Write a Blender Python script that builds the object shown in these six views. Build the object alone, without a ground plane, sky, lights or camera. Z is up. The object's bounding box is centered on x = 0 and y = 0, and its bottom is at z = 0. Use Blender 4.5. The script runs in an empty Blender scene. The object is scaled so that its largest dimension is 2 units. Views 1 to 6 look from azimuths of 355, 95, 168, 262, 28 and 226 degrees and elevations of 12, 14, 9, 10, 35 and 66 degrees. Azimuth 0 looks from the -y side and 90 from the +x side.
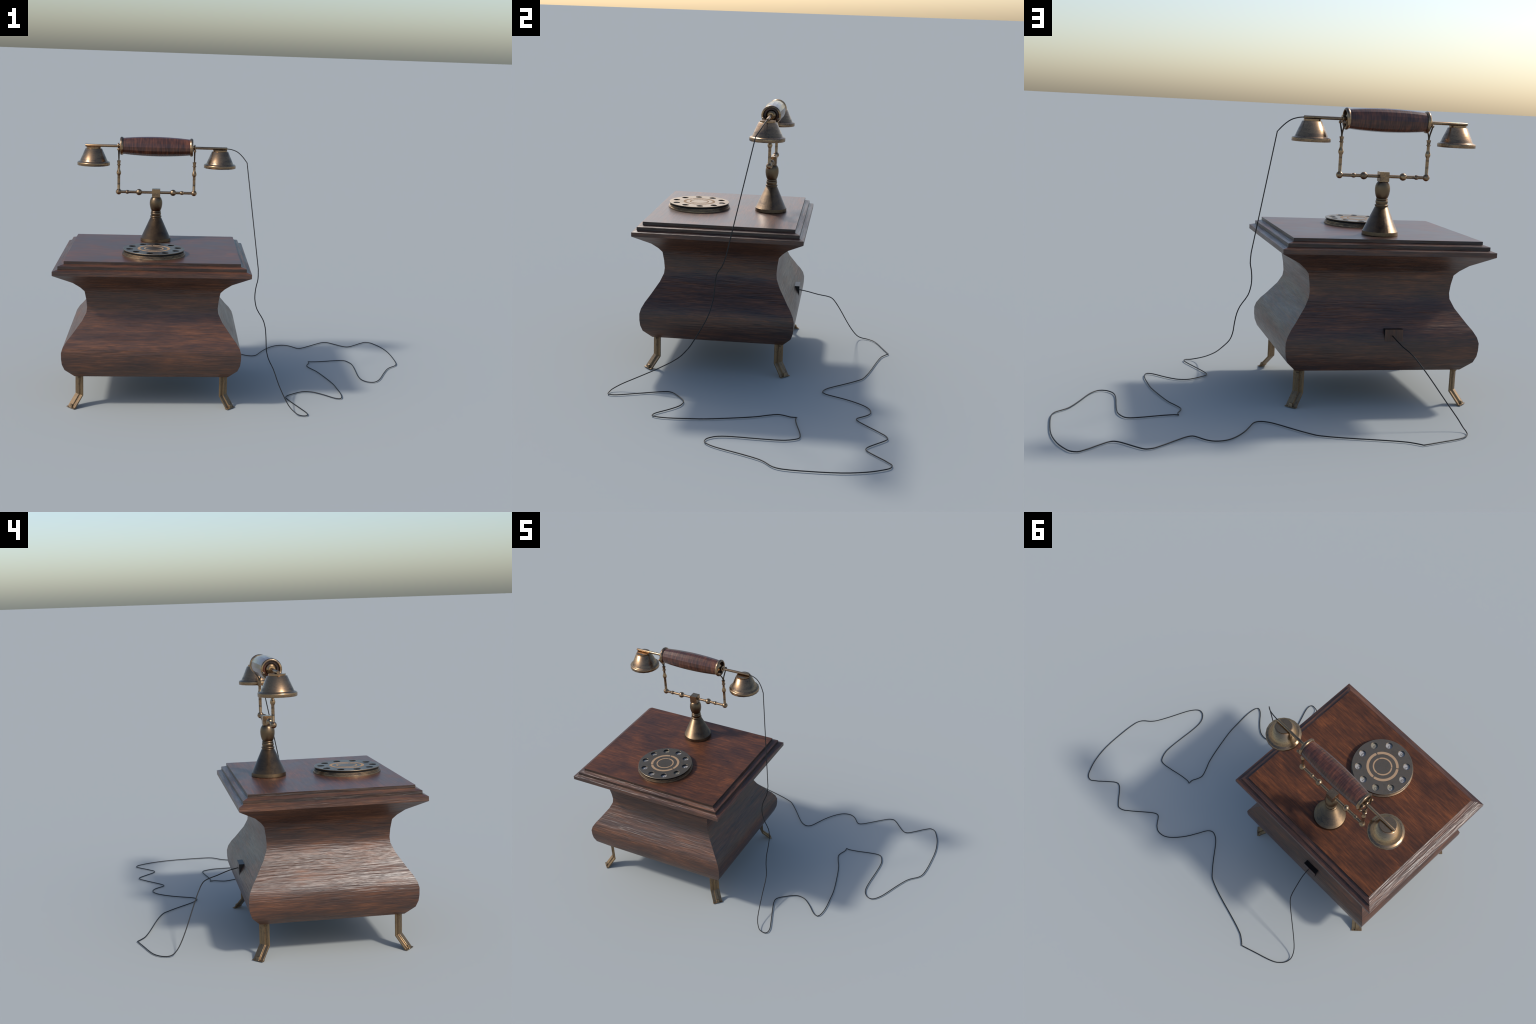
# Antique desk telephone: bombe wooden cabinet on four brass legs, rotary dial,
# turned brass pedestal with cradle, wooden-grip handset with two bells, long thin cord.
import bpy, bmesh, math
from mathutils import Vector, Matrix

CX, CY = -0.4957, -0.2155          # centre of the cabinet
HX, HY = 0.5043, 0.4312            # half sizes of the widest moulding
PY = 0.0075                        # depth of the upright phone's plane
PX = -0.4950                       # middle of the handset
COL = bpy.context.scene.collection


# ------------------------------------------------------------------ materials
def new_mat(name):
    m = bpy.data.materials.new(name)
    m.use_nodes = True
    nt = m.node_tree
    b = next(n for n in nt.nodes if n.type == 'BSDF_PRINCIPLED')
    return m, nt, b


def noise(nt, vec, scale=1.0, detail=4.0, rough=0.55, dist=0.0):
    n = nt.nodes.new('ShaderNodeTexNoise')
    n.inputs['Scale'].default_value = scale
    n.inputs['Detail'].default_value = detail
    n.inputs['Roughness'].default_value = rough
    n.inputs['Distortion'].default_value = dist
    nt.links.new(vec, n.inputs['Vector'])
    return n.outputs['Fac']


def mapped(nt, scale, loc=(0, 0, 0)):
    tc = nt.nodes.new('ShaderNodeTexCoord')
    mp = nt.nodes.new('ShaderNodeMapping')
    mp.inputs['Scale'].default_value = scale
    mp.inputs['Location'].default_value = loc
    nt.links.new(tc.outputs['Object'], mp.inputs['Vector'])
    return mp.outputs['Vector']


def ramp(nt, fac, stops):
    r = nt.nodes.new('ShaderNodeValToRGB')
    e = r.color_ramp.elements
    while len(e) > 1:
        e.remove(e[-1])
    e[0].position = stops[0][0]
    e[0].color = (*stops[0][1], 1)
    for p, c in stops[1:]:
        k = e.new(p)
        k.color = (*c, 1)
    nt.links.new(fac, r.inputs['Fac'])
    return r.outputs['Color']


def grey(p, v):
    return (p, (v, v, v))


def math_node(nt, op, a, b=None, clamp=False):
    n = nt.nodes.new('ShaderNodeMath')
    n.operation = op
    n.use_clamp = clamp
    for i, v in enumerate((a, b)):
        if v is None:
            continue
        if isinstance(v, (int, float)):
            n.inputs[i].default_value = v
        else:
            nt.links.new(v, n.inputs[i])
    return n.outputs[0]


def mix_col(nt, fac, a, b, mode='MIX'):
    n = nt.nodes.new('ShaderNodeMix')
    n.data_type = 'RGBA'
    n.blend_type = mode
    for s, v in ((n.inputs[0], fac), (n.inputs[6], a), (n.inputs[7], b)):
        if isinstance(v, (int, float)):
            s.default_value = v
        elif isinstance(v, tuple):
            s.default_value = (*v, 1)
        else:
            nt.links.new(v, s)
    return n.outputs[2]


def bump(nt, b, h, strength, dist):
    n = nt.nodes.new('ShaderNodeBump')
    n.inputs['Strength'].default_value = strength
    n.inputs['Distance'].default_value = dist
    nt.links.new(h, n.inputs['Height'])
    nt.links.new(n.outputs['Normal'], b.inputs['Normal'])


def wood(name, axis, tone=1.0, bump_strength=0.75, rough=(0.30, 0.42), loc=(0, 0, 0), spec=0.55,
         blot_scale=(2.6, 11.0), weights=(0.42, 0.40, 0.20), warm=(1, 1, 1), sheen_edge=False):
    """Dark stained mahogany, streaks running along the given axis (0 x, 1 y, 2 z)."""
    m, nt, b = new_mat(name)

    def sc(along, across):
        v = [across] * 3
        v[axis] = along
        return tuple(v)
    blot = noise(nt, mapped(nt, sc(*blot_scale), loc), 1.0, 5, 0.62, 0.3)
    streak = noise(nt, mapped(nt, sc(6.0, 62.0), loc), 1.0, 5, 0.68, 0.3)
    fine = noise(nt, mapped(nt, sc(16.0, 230.0), loc), 1.0, 3, 0.6)
    f = math_node(nt, 'MULTIPLY', blot, weights[0])
    f = math_node(nt, 'ADD', f, math_node(nt, 'MULTIPLY', streak, weights[1]))
    f = math_node(nt, 'ADD', f, math_node(nt, 'MULTIPLY', fine, weights[2]))
    t = tone
    col = ramp(nt, f, [
        (p, tuple(c * t * w for c, w in zip(rgb, warm))) for p, rgb in (
            (0.38, (0.034, 0.020, 0.017)), (0.46, (0.055, 0.027, 0.019)), (0.53, (0.083, 0.036, 0.021)),
            (0.59, (0.128, 0.050, 0.024)), (0.69, (0.225, 0.086, 0.036)))])
    nt.links.new(col, b.inputs['Base Color'])
    h = noise(nt, mapped(nt, sc(8.0, 140.0), loc), 1.0, 2.5, 0.55, 0.0)
    rr = ramp(nt, math_node(nt, 'ADD', math_node(nt, 'MULTIPLY', h, 0.3), math_node(nt, 'MULTIPLY', blot, 0.7)),
              [grey(0.38, rough[0]), grey(0.62, rough[1])])
    nt.links.new(rr, b.inputs['Roughness'])
    b.inputs['Specular IOR Level'].default_value = spec
    if sheen_edge:                                     # french polish: faint seen square on, strong at a glance
        lw = nt.nodes.new('ShaderNodeLayerWeight')
        lw.inputs['Blend'].default_value = 0.5
        k = math_node(nt, 'MULTIPLY', math_node(nt, 'POWER', lw.outputs['Facing'], 3.0), 1.0)
        nt.links.new(math_node(nt, 'ADD', k, 0.22), b.inputs['Specular IOR Level'])
    wide = noise(nt, mapped(nt, sc(3.0, 26.0), loc), 1.0, 3, 0.6, 0.0)      # grooves come and go
    depth = ramp(nt, wide, [grey(0.36, 0.35), grey(0.62, 1.0)])
    bump(nt, b, math_node(nt, 'MULTIPLY', h, depth), bump_strength, 0.005)
    return m


def brass(name, light=(0.390, 0.252, 0.140), dark=(0.092, 0.076, 0.066), amount=0.5,
          rough=(0.21, 0.40), scale=(7, 7, 32), loc=(0, 0, 0), speck=0.0, turned=0.07):
    """Antique brass: worn warm metal under grey-brown patina, with faint turning marks."""
    m, nt, b = new_mat(name)
    b.inputs['Metallic'].default_value = 1.0
    big = noise(nt, mapped(nt, scale, loc), 1.0, 5, 0.62, 0.5)
    fine = noise(nt, mapped(nt, (110, 110, 190)), 1.0, 4, 0.7)
    f = math_node(nt, 'ADD', math_node(nt, 'MULTIPLY', big, 0.72), math_node(nt, 'MULTIPLY', fine, 0.28))
    mid = tuple((light[i] * 0.55 + dark[i] * 0.45) for i in range(3))
    lo = 0.5 - 0.14 - (amount - 0.5) * 0.3
    col = ramp(nt, f, [(lo, dark), (lo + 0.09, mid), (lo + 0.21, light)])
    if speck > 0:
        s = noise(nt, mapped(nt, (170, 170, 170)), 1.0, 3, 0.6)
        k = ramp(nt, s, [grey(0.57, 0), grey(0.68, speck)])
        col = mix_col(nt, k, col, (0.34, 0.21, 0.10))
    nt.links.new(col, b.inputs['Base Color'])
    rr = ramp(nt, f, [grey(lo, rough[1]), grey(lo + 0.25, rough[0])])
    nt.links.new(rr, b.inputs['Roughness'])
    marks = noise(nt, mapped(nt, (4, 4, 260)), 1.0, 2, 0.5)
    bump(nt, b, math_node(nt, 'ADD', marks, math_node(nt, 'MULTIPLY', fine, 0.5)), turned, 0.002)
    return m


def plain(name, col, rough=0.5, spec=0.5):
    m, nt, b = new_mat(name)
    v = noise(nt, mapped(nt, (60, 60, 60)), 1.0, 3)
    c = mix_col(nt, v, tuple(x * 0.88 for x in col), tuple(x * 1.12 for x in col))
    nt.links.new(c, b.inputs['Base Color'])
    b.inputs['Roughness'].default_value = rough
    b.inputs['Specular IOR Level'].default_value = spec
    return m


WOOD_X = wood('mahogany_grain_lengthwise', 0, weights=(0.36, 0.38, 0.28))
WOOD_Y = wood('mahogany_grain_crosswise', 1, bump_strength=0.65, loc=(3.1, 0.7, 1.9), weights=(0.36, 0.38, 0.28))
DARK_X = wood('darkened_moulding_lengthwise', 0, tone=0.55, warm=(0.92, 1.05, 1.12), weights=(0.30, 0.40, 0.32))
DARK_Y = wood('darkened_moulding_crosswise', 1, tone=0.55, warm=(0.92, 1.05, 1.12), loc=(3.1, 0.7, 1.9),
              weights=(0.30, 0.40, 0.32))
WOOD_TOP = wood('mahogany_lid_top', 0, tone=0.98, bump_strength=0.012, rough=(0.35, 0.41), loc=(0.4, 2.2, 0), spec=0.85,
                blot_scale=(5.0, 8.0), weights=(0.42, 0.30, 0.32), warm=(1.12, 0.98, 0.86), sheen_edge=True)
WOOD_Z = wood('mahogany_socket', 2, tone=0.8, bump_strength=0.1, spec=0.5)
BRASS = brass('antique_brass')
BRASS_LEG = brass('leg_brass', light=(0.290, 0.198, 0.112), dark=(0.130, 0.098, 0.073), scale=(40, 40, 10),
                  rough=(0.42, 0.55), turned=0.05)
BRASS_STAND = brass('pedestal_brass', light=(0.182, 0.124, 0.073), dark=(0.068, 0.056, 0.048), amount=0.54,
                    rough=(0.42, 0.29), scale=(9, 9, 13), loc=(0.3, 0.2, 0.1))
BRASS_BASE = brass('dial_base_brass', light=(0.30, 0.205, 0.125), dark=(0.10, 0.080, 0.066), amount=0.45,
                   rough=(0.30, 0.46), scale=(14, 14, 60))
BRASS_DIAL = brass('dial_bronze', light=(0.280, 0.213, 0.146), dark=(0.200, 0.158, 0.113), rough=(0.34, 0.42),
                   scale=(14, 14, 14), speck=0.6, turned=0.0)
HOLE_WALL = plain('hole_wall_shade', (0.020, 0.018, 0.016), 0.7, 0.2)  # near-black colour standing in for shade in the dial's recesses
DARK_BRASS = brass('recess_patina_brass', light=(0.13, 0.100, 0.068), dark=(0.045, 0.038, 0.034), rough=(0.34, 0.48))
INLAY = plain('tan_inlay_paint', (0.37, 0.245, 0.15), 0.85, 0.05)
CORD = plain('black_cord', (0.009, 0.009, 0.009), 0.5, 0.4)
BLACK = plain('black_lacquer', (0.008, 0.008, 0.009), 0.36, 0.35)
INK = plain('digit_ink', (0.07, 0.066, 0.06), 0.6)
WORN = brass('worn_bronze_edge', light=(0.42, 0.33, 0.22), dark=(0.26, 0.235, 0.20), rough=(0.30, 0.42), turned=0.0)


def grip_wood():
    """Same stained wood, streaks running round the grip (across its x axis)."""
    m, nt, b = new_mat('mahogany_grip')
    blot = noise(nt, mapped(nt, (30, 20, 20)), 1.0, 3, 0.5, 0.4)
    fine = noise(nt, mapped(nt, (150, 14, 14)), 1.0, 3, 0.55)
    f = math_node(nt, 'ADD', math_node(nt, 'MULTIPLY', blot, 0.40), math_node(nt, 'MULTIPLY', fine, 0.55))
    col = ramp(nt, f, [(0.36, (0.042, 0.020, 0.016)), (0.46, (0.072, 0.029, 0.020)),
                       (0.54, (0.110, 0.040, 0.023)), (0.66, (0.18, 0.062, 0.031))])
    nt.links.new(col, b.inputs['Base Color'])
    rr = ramp(nt, blot, [grey(0.35, 0.17), grey(0.65, 0.25)])
    nt.links.new(rr, b.inputs['Roughness'])
    b.inputs['Specular IOR Level'].default_value = 0.5
    bump(nt, b, fine, 0.04, 0.002)
    return m


GRIP = grip_wood()


def enamel():
    m, nt, b = new_mat('aged_enamel')
    v = noise(nt, mapped(nt, (11, 11, 11), (0.3, 0.1, 0)), 1.0, 3, 0.5)
    col = ramp(nt, v, [(0.42, (0.44, 0.425, 0.415)), (0.56, (0.32, 0.29, 0.22))])
    s = noise(nt, mapped(nt, (120, 120, 120)), 1.0, 3, 0.6)
    col = mix_col(nt, ramp(nt, s, [grey(0.45, 1), grey(0.7, 0.78)]), (0.14, 0.13, 0.11), col)
    nt.links.new(col, b.inputs['Base Color'])
    b.inputs['Roughness'].default_value = 0.45
    return m


ENAMEL = enamel()


# ------------------------------------------------------------------ mesh helpers
def finish(name, bm, mats, angle=35, parent=None):
    bmesh.ops.recalc_face_normals(bm, faces=bm.faces)
    me = bpy.data.meshes.new(name)
    bm.to_mesh(me)
    bm.free()
    for m in (mats if isinstance(mats, (list, tuple)) else [mats]):
        me.materials.append(m)
    me.shade_smooth()
    me.set_sharp_from_angle(angle=math.radians(angle))
    ob = bpy.data.objects.new(name, me)
    COL.objects.link(ob)
    ob.parent = parent
    return ob


def lathe(bm, prof, seg, M=Matrix.Identity(4), phase=0.0):
    """Revolve (radius, height) pairs round local z; radius 0 closes to a point."""
    rings = []
    for r, z in prof:
        if r < 1e-6:
            rings.append([bm.verts.new(M @ Vector((0, 0, z)))])
        else:
            rings.append([bm.verts.new(M @ Vector((r * math.cos(phase + 2 * math.pi * i / seg),
                                                   r * math.sin(phase + 2 * math.pi * i / seg), z)))
                          for i in range(seg)])
    for a, b in zip(rings, rings[1:]):
        for i in range(seg):
            j = (i + 1) % seg
            if len(a) == 1 and len(b) == 1:
                continue
            if len(a) == 1:
                bm.faces.new((a[0], b[i], b[j]))
            elif len(b) == 1:
                bm.faces.new((a[i], a[j], b[0]))
            else:
                bm.faces.new((a[i], a[j], b[j], b[i]))
    return rings


def place(x, y, z, axis='z', flip=False):
    T = Matrix.Translation((x, y, z))
    if axis == 'x':
        return T @ Matrix.Rotation(math.radians(-90 if flip else 90), 4, 'Y')
    return T


def ball(bm, x, y, z, r, seg=20, axis='z'):
    n = 12
    lathe(bm, [(r * math.sin(math.pi * i / n), -r * math.cos(math.pi * i / n)) for i in range(n + 1)], seg,
          place(x, y, z, axis))


def box(bm, lo, hi, mat=0):
    v = [bm.verts.new((x, y, z)) for x in (lo[0], hi[0]) for y in (lo[1], hi[1]) for z in (lo[2], hi[2])]
    out = []
    for f in ((0, 1, 3, 2), (4, 6, 7, 5), (0, 4, 5, 1), (2, 3, 7, 6), (0, 2, 6, 4), (1, 5, 7, 3)):
        fc = bm.faces.new([v[i] for i in f])
        fc.material_index = mat
        out.append(fc)
    return out


def tube(bm, pts, r, sides=8, cap=True):
    """Sweep a round section along a polyline with a carried frame."""
    pts = [Vector(p) for p in pts]
    n = len(pts)
    tans = []
    for i in range(n):
        a = pts[max(i - 1, 0)]
        c = pts[min(i + 1, n - 1)]
        tans.append((c - a).normalized())
    up = Vector((0, 0, 1)) if abs(tans[0].z) < 0.9 else Vector((0, 1, 0))
    nrm = tans[0].cross(up).normalized()
    rings = []
    for i in range(n):
        nrm = (nrm - tans[i] * nrm.dot(tans[i])).normalized()
        bi = tans[i].cross(nrm)
        rings.append([bm.verts.new(pts[i] + r * (nrm * math.cos(2 * math.pi * k / sides)
                                                 + bi * math.sin(2 * math.pi * k / sides))) for k in range(sides)])
    for a, b in zip(rings, rings[1:]):
        for k in range(sides):
            bm.faces.new((a[k], a[(k + 1) % sides], b[(k + 1) % sides], b[k]))
    if cap:
        bm.faces.new(rings[0][::-1])
        bm.faces.new(rings[-1])


def spline(pts, corners=(), sub=3):
    """Centripetal-like Catmull-Rom through points; listed indices stay sharp."""
    P = [Vector(p) for p in pts]
    out = []
    for i in range(len(P) - 1):
        p1, p2 = P[i], P[i + 1]
        d = (p2 - p1).length
        p0 = P[i - 1] if i > 0 and i not in corners else p1 * 2 - p2
        p3 = P[i + 2] if i + 2 < len(P) and (i + 1) not in corners else p2 * 2 - p1
        m1 = (p2 - p0) / max((p2 - p1).length + (p1 - p0).length, 1e-6) * d
        m2 = (p3 - p1) / max((p3 - p2).length + (p2 - p1).length, 1e-6) * d
        k = sub if d > 0.02 else 2
        for s in range(k):
            t = s / k
            out.append(p1 * (2 * t**3 - 3 * t**2 + 1) + m1 * (t**3 - 2 * t**2 + t)
                       + p2 * (-2 * t**3 + 3 * t**2) + m2 * (t**3 - t**2))
    out.append(P[-1])
    return out


def rect_loft(bm, prof, cap_low=False, cap_high=False, top_mat=0):
    """Stack of rectangles of one aspect: (height, scale). Front/back use slot 0, sides slot 1."""
    rings = []
    for z, s in prof:
        rings.append([bm.verts.new((CX + sx * s * HX, CY + sy * s * HY, z))
                      for sx, sy in ((-1, -1), (1, -1), (1, 1), (-1, 1))])
    for a, b in zip(rings, rings[1:]):
        for i in range(4):
            j = (i + 1) % 4
            f = bm.faces.new((a[i], a[j], b[j], b[i]))
            f.material_index = i % 2
    if cap_low:
        bm.faces.new(rings[0][::-1])
    if cap_high:
        bm.faces.new(rings[-1]).material_index = top_mat


# ------------------------------------------------------------------ the telephone
phone = bpy.data.objects.new('antique_telephone', None)
COL.objects.link(phone)
phone.location = (0, 0, 0)
phone['label'] = 'antique wooden desk telephone with brass cradle and dial'
phone['category'] = 'telephone'

# cabinet: bulging below, waisted, flaring to the lid
bm = bmesh.new()
rect_loft(bm, [(0.1667, 0.7950), (0.2135, 0.8890), (0.2450, 0.9130), (0.2750, 0.9207), (0.3085, 0.9215),
               (0.3350, 0.9055), (0.3650, 0.8680), (0.3910, 0.8240), (0.4585, 0.7225), (0.4990, 0.6820),
               (0.5270, 0.6752), (0.5680, 0.6825), (0.6140, 0.6990), (0.6380, 0.7395), (0.6680, 0.8090),
               (0.7218, 1.0000)], cap_low=True)
cabinet = finish('cabinet', bm, [WOOD_X, WOOD_Y], 34, phone)

# lid: three stepped mouldings joined by shallow slopes
bm = bmesh.new()
rect_loft(bm, [(0.7218, 1.0000), (0.7433, 1.0000), (0.7508, 0.9490), (0.7667, 0.9490),
               (0.7743, 0.8920), (0.7893, 0.8920)], cap_high=True, top_mat=2)
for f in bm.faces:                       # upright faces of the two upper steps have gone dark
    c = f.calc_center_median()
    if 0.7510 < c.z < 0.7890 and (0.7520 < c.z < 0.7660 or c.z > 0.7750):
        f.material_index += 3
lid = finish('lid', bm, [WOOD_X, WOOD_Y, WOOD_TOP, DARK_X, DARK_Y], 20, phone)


# legs: folded brass strip with a raised rib, angled out to a lipped toe
def build_leg():
    bm = bmesh.new()
    w, t, rw, rh = 0.0280, 0.0036, 0.0083, 0.0068      # half width, half thickness, rib half width, rib height
    lean = math.radians(41)
    da, dz = math.sin(lean), -math.cos(lean)           # run of the slanted shin
    na, nz = math.cos(lean), math.sin(lean)            # its outward normal

    def shape(grow, wide):
        hr, rwid = rh + grow, rw + wide
        return [(-w, -t), (w, -t), (w, t), (rwid + 0.0012, t), (rwid - 0.001, t + hr),
                (-rwid + 0.001, t + hr), (-rwid - 0.0012, t), (-w, t)]

    def sec(a0, z0, ma, mz, grow=0.0, wide=0.0):
        return [bm.verts.new((a0 + ma * o, l, z0 + mz * o)) for l, o in shape(grow, wide)]
    c, s = math.cos(lean / 2), math.sin(lean / 2)
    path = [sec(0, 0.1675, 1, 0, 0.006, 0.0012), sec(0, 0.1600, 1, 0, 0.006, 0.0012), sec(0, 0.1520, 1, 0, 0.0004),
            sec(0, 0.1500, 1, 0), sec(0, 0.0610, 1, s / c)]
    foot = []
    for l, o in shape(0.0, 0.0):                       # shin cut level where it meets the lip
        u = (0.0610 + nz * o - 0.0030) / -dz
        foot.append(bm.verts.new((na * o + da * u, l, 0.0030)))
    path.append(foot)
    for a, b in zip(path, path[1:]):
        for i in range(8):
            bm.faces.new((a[i], a[(i + 1) % 8], b[(i + 1) % 8], b[i]))
    bm.faces.new(path[0])
    bm.faces.new(path[-1][::-1])
    # thin lip the toe stands on, and the small toe block on the rib
    box(bm, (0.0440, -0.0295, 0.0000), (0.0625, 0.0295, 0.0038))
    for f in box(bm, (0.0450, -0.0098, 0.0030), (0.0620, 0.0098, 0.0190)):
        for v in f.verts:
            if v.co.z > 0.01:
                v.co.y = math.copysign(0.0078, v.co.y)
                v.co.x = min(v.co.x, 0.0568)
    bmesh.ops.recalc_face_normals(bm, faces=bm.faces)
    bmesh.ops.bevel(bm, geom=[e for e in bm.edges if len(e.link_faces) == 2 and e.calc_face_angle(0) > 0.9],
                    offset=0.0007, segments=1, affect='EDGES')
    return bm


leg0 = finish('leg', build_leg(), BRASS_LEG, 30, phone)
legs = [leg0] + [leg0.copy() for _ in range(3)]
for ob, (sx, sy) in zip(legs, ((-1, -1), (1, -1), (1, 1), (-1, 1))):
    if ob is not leg0:
        COL.objects.link(ob)
    ob.parent = phone
    ob.location = (CX + sx * 0.3780, CY + sy * 0.3198, 0)
    ob.rotation_euler = (0, 0, math.atan2(sy, sx))

# ------------------------------------------------------------------ rotary dial
DX, DY, DZ = -0.4965, -0.3848, 0.8203
bm = bmesh.new()
prof = [(0, 0.8060), (0.1515, 0.8060), (0.1515, 0.8163), (0.1552, 0.8163), (0.1556, 0.8082), (0.1600, 0.8074),
        (0.1606, 0.8048), (0.1598, 0.8036), (0.1630, 0.8026), (0.1636, 0.7996), (0.1628, 0.7986), (0.1660, 0.7974),
        (0.1668, 0.7950), (0.1668, 0.7886)]
lathe(bm, prof, 64, place(DX, DY, 0))
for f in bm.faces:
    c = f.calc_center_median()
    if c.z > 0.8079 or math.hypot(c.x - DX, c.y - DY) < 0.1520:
        f.material_index = 1  # shade of the gap below the wheel, painted on neck and well
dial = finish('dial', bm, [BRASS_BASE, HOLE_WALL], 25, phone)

HOLE_R, HOLE_AT = 0.0180, 0.1285
hole_angle = {d: math.radians(82 - 36 * ((d - 1) % 10)) for d in range(10)}


def poly_circle(cu, x, y, r, n, z=0.0):
    sp = cu.splines.new('POLY')
    sp.points.add(n - 1)
    for i, p in enumerate(sp.points):
        a = 2 * math.pi * i / n
        p.co = (x + r * math.cos(a), y + r * math.sin(a), z, 1)
    sp.use_cyclic_u = True


def curve_to_mesh(cu, name, mat, parent, angle=30, M=None):
    tmp = bpy.data.objects.new('tmp', cu)
    COL.objects.link(tmp)
    dg = bpy.context.evaluated_depsgraph_get()
    me = bpy.data.meshes.new_from_object(tmp.evaluated_get(dg))
    bpy.data.objects.remove(tmp)
    if M is not None:
        me.transform(M)
    me.name = name
    me.materials.clear()
    me.materials.append(mat)
    me.shade_smooth()
    me.set_sharp_from_angle(angle=math.radians(angle))
    ob = bpy.data.objects.new(name, me)
    COL.objects.link(ob)
    ob.parent = parent
    return ob


cu = bpy.data.curves.new('finger_wheel', 'CURVE')
cu.dimensions = '2D'
cu.fill_mode = 'BOTH'
poly_circle(cu, 0, 0, 0.1608, 64)
for a in hole_angle.values():
    poly_circle(cu, HOLE_AT * math.cos(a), HOLE_AT * math.sin(a), HOLE_R + 0.0009, 24)
cu.extrude = 0.0012
cu.bevel_depth = 0.0009
cu.bevel_resolution = 1
wheel = curve_to_mesh(cu, 'finger_wheel', BRASS_DIAL, dial, 50, Matrix.Translation((DX, DY, DZ - 0.0021)))

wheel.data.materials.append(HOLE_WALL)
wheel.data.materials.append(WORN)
for p in wheel.data.polygons:            # occlusion shade painted near-black inside the finger holes and under the wheel
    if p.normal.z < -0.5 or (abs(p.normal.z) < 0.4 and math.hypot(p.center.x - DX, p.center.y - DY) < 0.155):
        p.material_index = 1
    elif 0.25 < p.normal.z < 0.97 and math.hypot(p.center.x - DX, p.center.y - DY) > 0.155:       # rubbed rim
        p.material_index = 2

# enamel number ring under the wheel
bm = bmesh.new()
lathe(bm, [(0.098, 0.8050), (0.098, 0.8090), (0.1515, 0.8090), (0.1515, 0.8050)], 64, place(DX, DY, 0))
numbers = finish('number_ring', bm, ENAMEL, 30, dial)

for dgt, a in hole_angle.items():
    tx = bpy.data.curves.new('digit', 'FONT')
    tx.body = str(dgt)
    tx.size = 0.0270
    tx.align_x = 'CENTER'
    tx.align_y = 'CENTER'
    tx.extrude = 0.0002
    curve_to_mesh(tx, 'digit', INK, dial, 30,
                  Matrix.Translation((DX + (HOLE_AT - 0.001) * math.cos(a), DY + (HOLE_AT - 0.001) * math.sin(a), 0.8092)))


def arc_strip(bm, r0, r1, a0, a1, z0, z1, n=26):
    rings = []
    for i in range(n + 1):
        a = a0 + (a1 - a0) * i / n
        e = 0.0011 if i in (0, n) else 0.0          # rounded ends
        c, s = math.cos(a), math.sin(a)
        rings.append([bm.verts.new((DX + r * c, DY + r * s, z)) for r, z in
                      ((r0 + e, z0), (r1 - e, z0), (r1 - e, z1), (r0 + e, z1))])
    for a, b in zip(rings, rings[1:]):
        for k in range(4):
            bm.faces.new((a[k], a[(k + 1) % 4], b[(k + 1) % 4], b[k]))
    bm.faces.new(rings[0][::-1])
    bm.faces.new(rings[-1])


for nm, r0, r1, gap in (('outer_ring_inlay', 0.0722, 0.0860, 0.034), ('inner_ring_inlay', 0.0448, 0.0522, 0.022)):
    bm = bmesh.new()
    for k in range(3):
        a0 = math.radians(-23 + 120 * k) + gap
        arc_strip(bm, r0, r1, a0, a0 + math.radians(120) - 2 * gap, DZ - 0.0010, DZ + 0.0005)
    finish(nm, bm, INLAY, 30, dial)

# ------------------------------------------------------------------ pedestal
bm = bmesh.new()
lathe(bm, [(0.0838, 0.7886), (0.0850, 0.7900), (0.0850, 0.7935), (0.0838, 0.8085), (0.0818, 0.8088),
           (0.0312, 0.9216), (0.0296, 0.9218), (0.0290, 0.9250), (0.0312, 0.9262), (0.0322, 0.9295), (0.0312, 0.9328),
           (0.0270, 0.9342), (0.0272, 0.9365), (0.0289, 0.9420), (0.0293, 0.9470), (0.0284, 0.9520), (0.0256, 0.9538),
           (0.0274, 0.9552), (0.0280, 0.9580), (0.0272, 0.9608), (0.0246, 0.9625), (0.0268, 0.9650), (0.0306, 0.9740),
           (0.0334, 0.9850), (0.0351, 0.9970), (0.0354, 1.0080), (0.0342, 1.0190), (0.0312, 1.0290),
           (0.0262, 1.0375), (0.0200, 1.0420), (0, 1.0430)], 32, place(PX, 0.0062, 0))
pedestal = finish('pedestal', bm, BRASS_STAND, 75, phone)

bm = bmesh.new()
box(bm, (PX - 0.0228, -0.0165, 1.0400), (PX + 0.0228, 0.0297, 1.0858))
bmesh.ops.bevel(bm, geom=bm.edges[:], offset=0.0012, segments=2, affect='EDGES')
finish('clamp_block', bm, BRASS, 30, pedestal)

# ------------------------------------------------------------------ cradle
CZ = 1.0646
bm = bmesh.new()
lathe(bm, [(0, -0.211), (0.0077, -0.211), (0.0077, 0.211), (0, 0.211)], 16, place(-0.4940, 0.0070, CZ, 'x'))
for x, r in ((-0.5910, 0.0180), (-0.4002, 0.0180)):
    ball(bm, x, 0.0068, CZ + 0.0002, r, 20, 'x')
for x in (-0.6565, -0.3508):
    lathe(bm, [(0.0070, -0.0125), (0.0085, -0.0110), (0.0080, -0.0088), (0.0098, -0.0070), (0.0112, -0.0030),
               (0.0112, 0.0030), (0.0098, 0.0070), (0.0080, 0.0088), (0.0085, 0.0110), (0.0070, 0.0125)], 16,
          place(x, 0.0070, CZ, 'x'))
cradle = finish('cradle', bm, BRASS, 40, phone)

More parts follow.
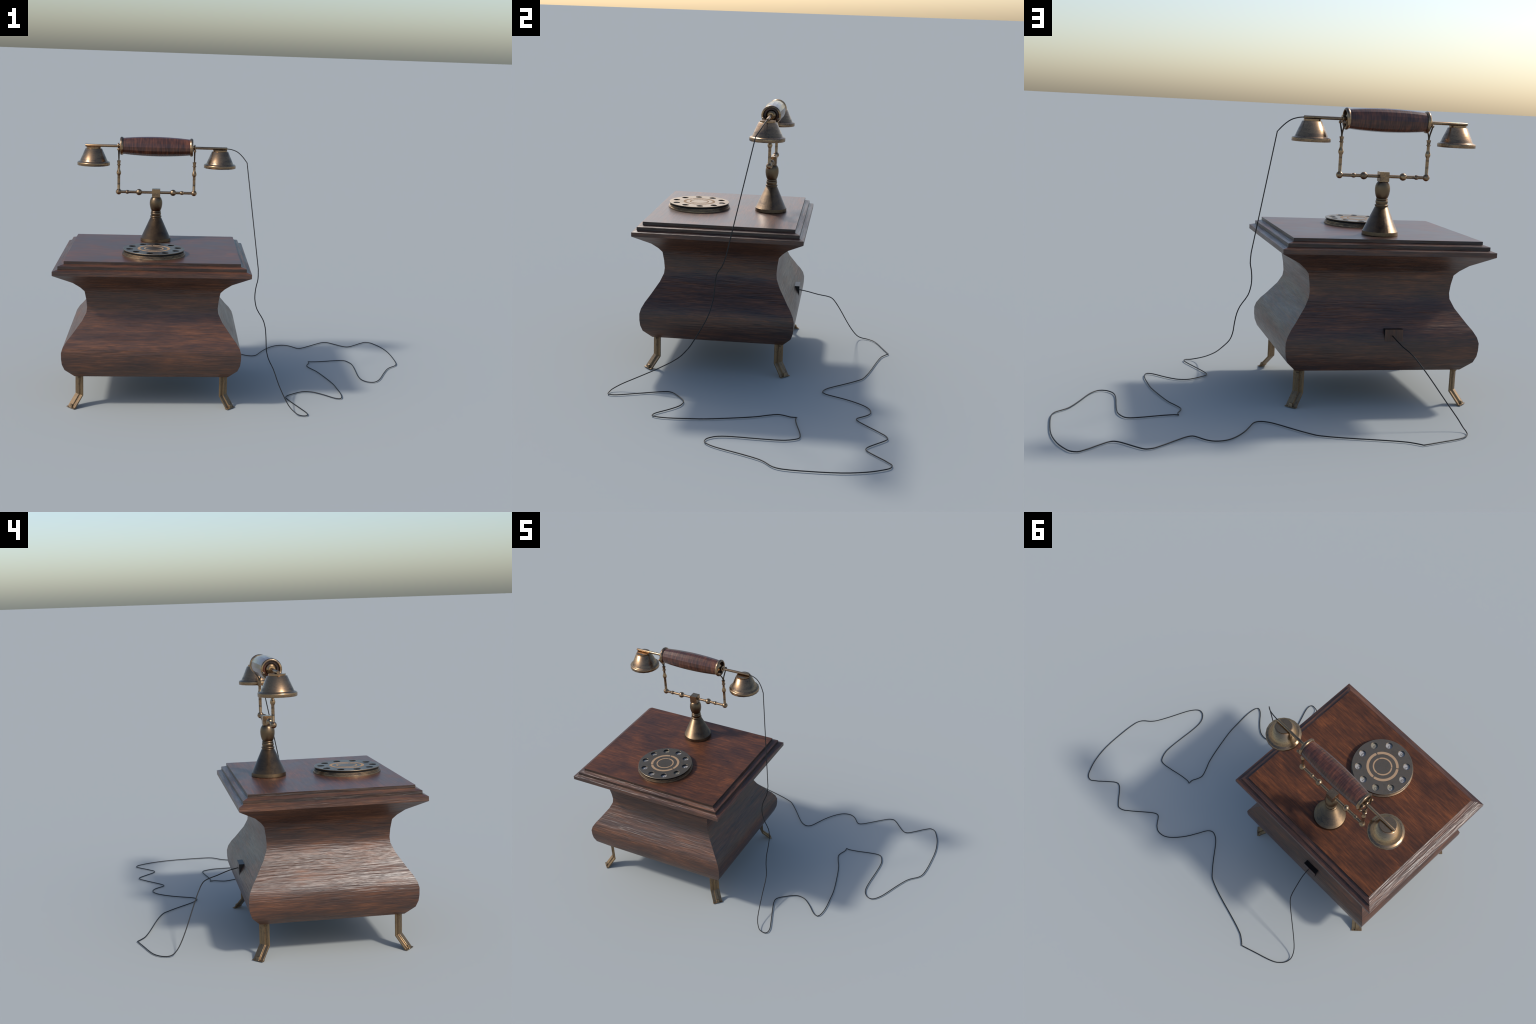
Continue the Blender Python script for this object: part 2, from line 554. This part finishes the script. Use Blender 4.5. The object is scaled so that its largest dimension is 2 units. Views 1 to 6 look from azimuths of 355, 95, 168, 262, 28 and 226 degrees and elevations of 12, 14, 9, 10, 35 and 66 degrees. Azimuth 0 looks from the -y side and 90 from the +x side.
up0 = None
for x in (-0.7045, -0.2830):
    if up0 is None:
        bm = bmesh.new()
        r = 0.0166
        prof = [(r * math.sin(math.pi * i / 12), -r * math.cos(math.pi * i / 12)) for i in range(11)]
        prof += [(0.0078, 0.0155), (0.0078, 0.0920), (0.0092, 0.0955), (0.0118, 0.1005), (0.0127, 0.1065), (0.0122, 0.1125),
                 (0.0098, 0.1185), (0.0079, 0.1240), (0.0071, 0.1300), (0.0070, 0.1470), (0.0082, 0.1485),
                 (0.0110, 0.1495), (0.0110, 0.1530), (0.0080, 0.1545), (0.0078, 0.1590), (0.0086, 0.1640), (0.0104, 0.1735),
                 (0.0108, 0.1760), (0.0092, 0.1765), (0, 0.1755)]
        lathe(bm, prof, 16)
        # forked hook: two prongs bending apart, each ending in a bead
        for sy in (-1, 1):
            known = set(bm.faces)
            tube(bm, spline([(0, sy * 0.0025, 0.174), (0, sy * 0.0035, 0.186), (0, sy * 0.010, 0.200),
                             (0, sy * 0.0235, 0.217), (0, sy * 0.0355, 0.233), (0, sy * 0.038, 0.240)], (), 4), 0.0037, 10)
            for f in set(bm.faces) - known:
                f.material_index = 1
            ball(bm, 0, sy * 0.0385, 0.2412, 0.0080, 14)
        up0 = finish('upright', bm, [BRASS, DARK_BRASS], 40, cradle)
        ob = up0
    else:
        ob = up0.copy()
        COL.objects.link(ob)
        ob.parent = cradle
    ob.location = (x, 0.0080, CZ)

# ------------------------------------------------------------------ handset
HZ = 1.3222
bm = bmesh.new()
n = 14
lathe(bm, [(0, -0.187)] + [(0.0546 - 0.0100 * (2 * i / n - 1)**2, -0.187 + 0.374 * i / n) for i in range(n + 1)]
      + [(0, 0.187)], 16, place(PX, PY, HZ, 'x'))
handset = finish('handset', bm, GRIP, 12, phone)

cap0 = None
for side in (1, -1):
    if cap0 is None:
        bm = bmesh.new()
        prof = [(0.0440, 0.1850), (0.0478, 0.1855)]
        prof += [(0.0432 + 0.0078 * math.sin(a), 0.1940 - 0.0088 * math.cos(a))
                 for a in [math.radians(40 + 20 * i) for i in range(9)]]
        prof += [(0.0385, 0.1985), (0.0370, 0.1800), (0.0310, 0.1780), (0.0300, 0.1850), (0.0235, 0.1920), (0.0150, 0.1960),
                 (0.0118, 0.1985), (0.0115, 0.2090), (0.0165, 0.2105), (0.0172, 0.2130), (0.0160, 0.2155),
                 (0.0105, 0.2160), (0.0080, 0.2160), (0.0080, 0.1900)]
        lathe(bm, prof, 28, Matrix.Rotation(math.radians(90), 4, 'Y'))
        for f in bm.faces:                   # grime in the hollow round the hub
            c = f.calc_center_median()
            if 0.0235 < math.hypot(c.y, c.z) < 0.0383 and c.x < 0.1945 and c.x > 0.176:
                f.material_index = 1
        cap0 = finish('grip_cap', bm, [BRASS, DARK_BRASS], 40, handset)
        ob = cap0
    else:
        ob = cap0.copy()
        COL.objects.link(ob)
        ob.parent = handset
    ob.location = (PX, PY, HZ)
    ob.rotation_euler = (0, 0, 0 if side > 0 else math.pi)

# arm rods: solid at the earpiece end, hollow where the cord enters
bm = bmesh.new()
lathe(bm, [(0, 0.186), (0.0077, 0.186), (0.0077, 0.3925), (0.0066, 0.3942), (0.0052, 0.3942), (0.0050, 0.380),
           (0, 0.380)], 10, place(PX, PY, 1.3208, 'x'))
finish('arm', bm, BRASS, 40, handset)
bm = bmesh.new()
lathe(bm, [(0, 0.186), (0.0077, 0.186), (0.0077, 0.3930), (0.0066, 0.3948), (0.0044, 0.3948), (0.0040, 0.3938),
           (0, 0.3938)], 10, place(PX, PY, 1.3208, 'x', True))
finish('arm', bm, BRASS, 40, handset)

bell0 = None
for nm, x in (('earpiece', -0.8435), ('mouthpiece', -0.1405)):
    if bell0 is None:
        bm = bmesh.new()
        lathe(bm, [(0, 1.3120), (0.0400, 1.3120), (0.0396, 1.3038), (0.0466, 1.3026),
                   (0.0762, 1.2350), (0.0780, 1.2325), (0.0860, 1.2305), (0.0893, 1.2280),
                   (0.0900, 1.2250), (0.0900, 1.2118), (0.0885, 1.2108), (0.0790, 1.2110), (0.0700, 1.2230),
                   (0.0560, 1.2310), (0.0300, 1.2340), (0, 1.2345)], 20, place(0, 0, -HZ), math.pi / 20)
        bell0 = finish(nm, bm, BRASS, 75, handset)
        ob = bell0
    else:
        ob = bell0.copy()
        ob.name = nm
        COL.objects.link(ob)
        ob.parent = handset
    ob.location = (x, 0.0060, HZ + 0.0010)

# ------------------------------------------------------------------ cord socket and cord
bm = bmesh.new()
fs = box(bm, (-0.5848, 0.1300, 0.3020), (-0.4970, 0.1795, 0.3738), 1)
for f in fs:
    if all(v.co.y > 0.17 for v in f.verts):
        f.material_index = 0
socket = finish('cord_socket', bm, [WOOD_Z, BLACK], 30, phone)

g = 0.0027          # cord radius: it lies on the ground at this height
fall = [(-0.534, 0.178, 0.344), (-0.538, 0.2245, 0.335), (-0.551, 0.283, 0.318), (-0.571, 0.348, 0.301),
        (-0.592, 0.373, 0.2765), (-0.641, 0.409, 0.210), (-0.709, 0.456, 0.111), (-0.751, 0.490, 0.050),
        (-0.769, 0.5175, 0.017), (-0.775, 0.543, 0.005)]
ground = [(-0.766, 0.576), (-0.737, 0.609), (-0.695, 0.631), (-0.612, 0.660), (-0.527, 0.690), (-0.506, 0.673),
          (-0.467, 0.649), (-0.369, 0.620), (-0.213, 0.581), (-0.114, 0.547), (-0.081, 0.520), (-0.029, 0.465),
          (0.043, 0.382), (0.078, 0.355), (0.109, 0.348), (0.135, 0.366), (0.160, 0.414), (0.195, 0.480), (0.245, 0.546),
          (0.288, 0.578), (0.333, 0.585), (0.369, 0.567), (0.410, 0.521), (0.428, 0.518), (0.461, 0.539), (0.580, 0.644),
          (0.616, 0.658), (0.638, 0.648), (0.691, 0.596), (0.721, 0.569), (0.745, 0.560), (0.773, 0.574), (0.876, 0.667),
          (0.908, 0.664), (0.931, 0.636), (0.965, 0.563), (0.989, 0.459), (0.9965, 0.323), (0.993, 0.217), (0.977, 0.173),
          (0.937, 0.135), (0.913, 0.103), (0.874, 0.020), (0.832, -0.080), (0.804, -0.125), (0.778, -0.144),
          (0.745, -0.136), (0.717, -0.096), (0.709, -0.030), (0.712, 0.090), (0.711, 0.190), (0.697, 0.237),
          (0.675, 0.266), (0.627, 0.266), (0.520, 0.243), (0.465, 0.236), (0.447, 0.241), (0.448, 0.213), (0.434, 0.180),
          (0.428, 0.148), (0.450, 0.094), (0.470, 0.055), (0.498, -0.030), (0.536, -0.176), (0.547, -0.265), (0.554, -0.350),
          (0.549, -0.405), (0.536, -0.426), (0.506, -0.414), (0.457, -0.364), (0.405, -0.322), (0.364, -0.311),
          (0.331, -0.318), (0.277, -0.355), (0.245, -0.385), (0.237, -0.412), (0.253, -0.467), (0.297, -0.580),
          (0.321, -0.645), (0.323, -0.676), (0.314, -0.690)]
rise = [(0.288, -0.690, 0.0035), (0.265, -0.680, 0.0095), (0.2345, -0.638, 0.028), (0.213, -0.5745, 0.054),
        (0.187, -0.471, 0.100), (0.166, -0.375, 0.1535), (0.141, -0.328, 0.199), (0.1315, -0.300, 0.242),
        (0.130, -0.268, 0.300), (0.126, -0.241, 0.352), (0.113, -0.226, 0.394), (0.079, -0.2155, 0.450),
        (0.0665, -0.2125, 0.496), (0.065, -0.2095, 0.5375), (0.071, -0.200, 0.5775), (0.082, -0.1755, 0.615),
        (0.0833, -0.157, 0.6676), (0.0101, -0.0372, 1.2495),
        (-0.0152, -0.0170, 1.2814), (-0.0437, -0.0030, 1.3055), (-0.0752, 0.0050, 1.3170), (-0.101, 0.0075, 1.3202),
        (-0.116, 0.0075, 1.3206)]
path = fall + [(x, y, g) for x, y in ground] + rise
n0 = len(fall)
corners = {n0 + 4, n0 + 56, n0 + len(ground) + 17, n0 + len(ground) + 16}
bm = bmesh.new()
tube(bm, spline(path, corners, 3), g, 8)
cord = finish('cord', bm, CORD, 60, phone)
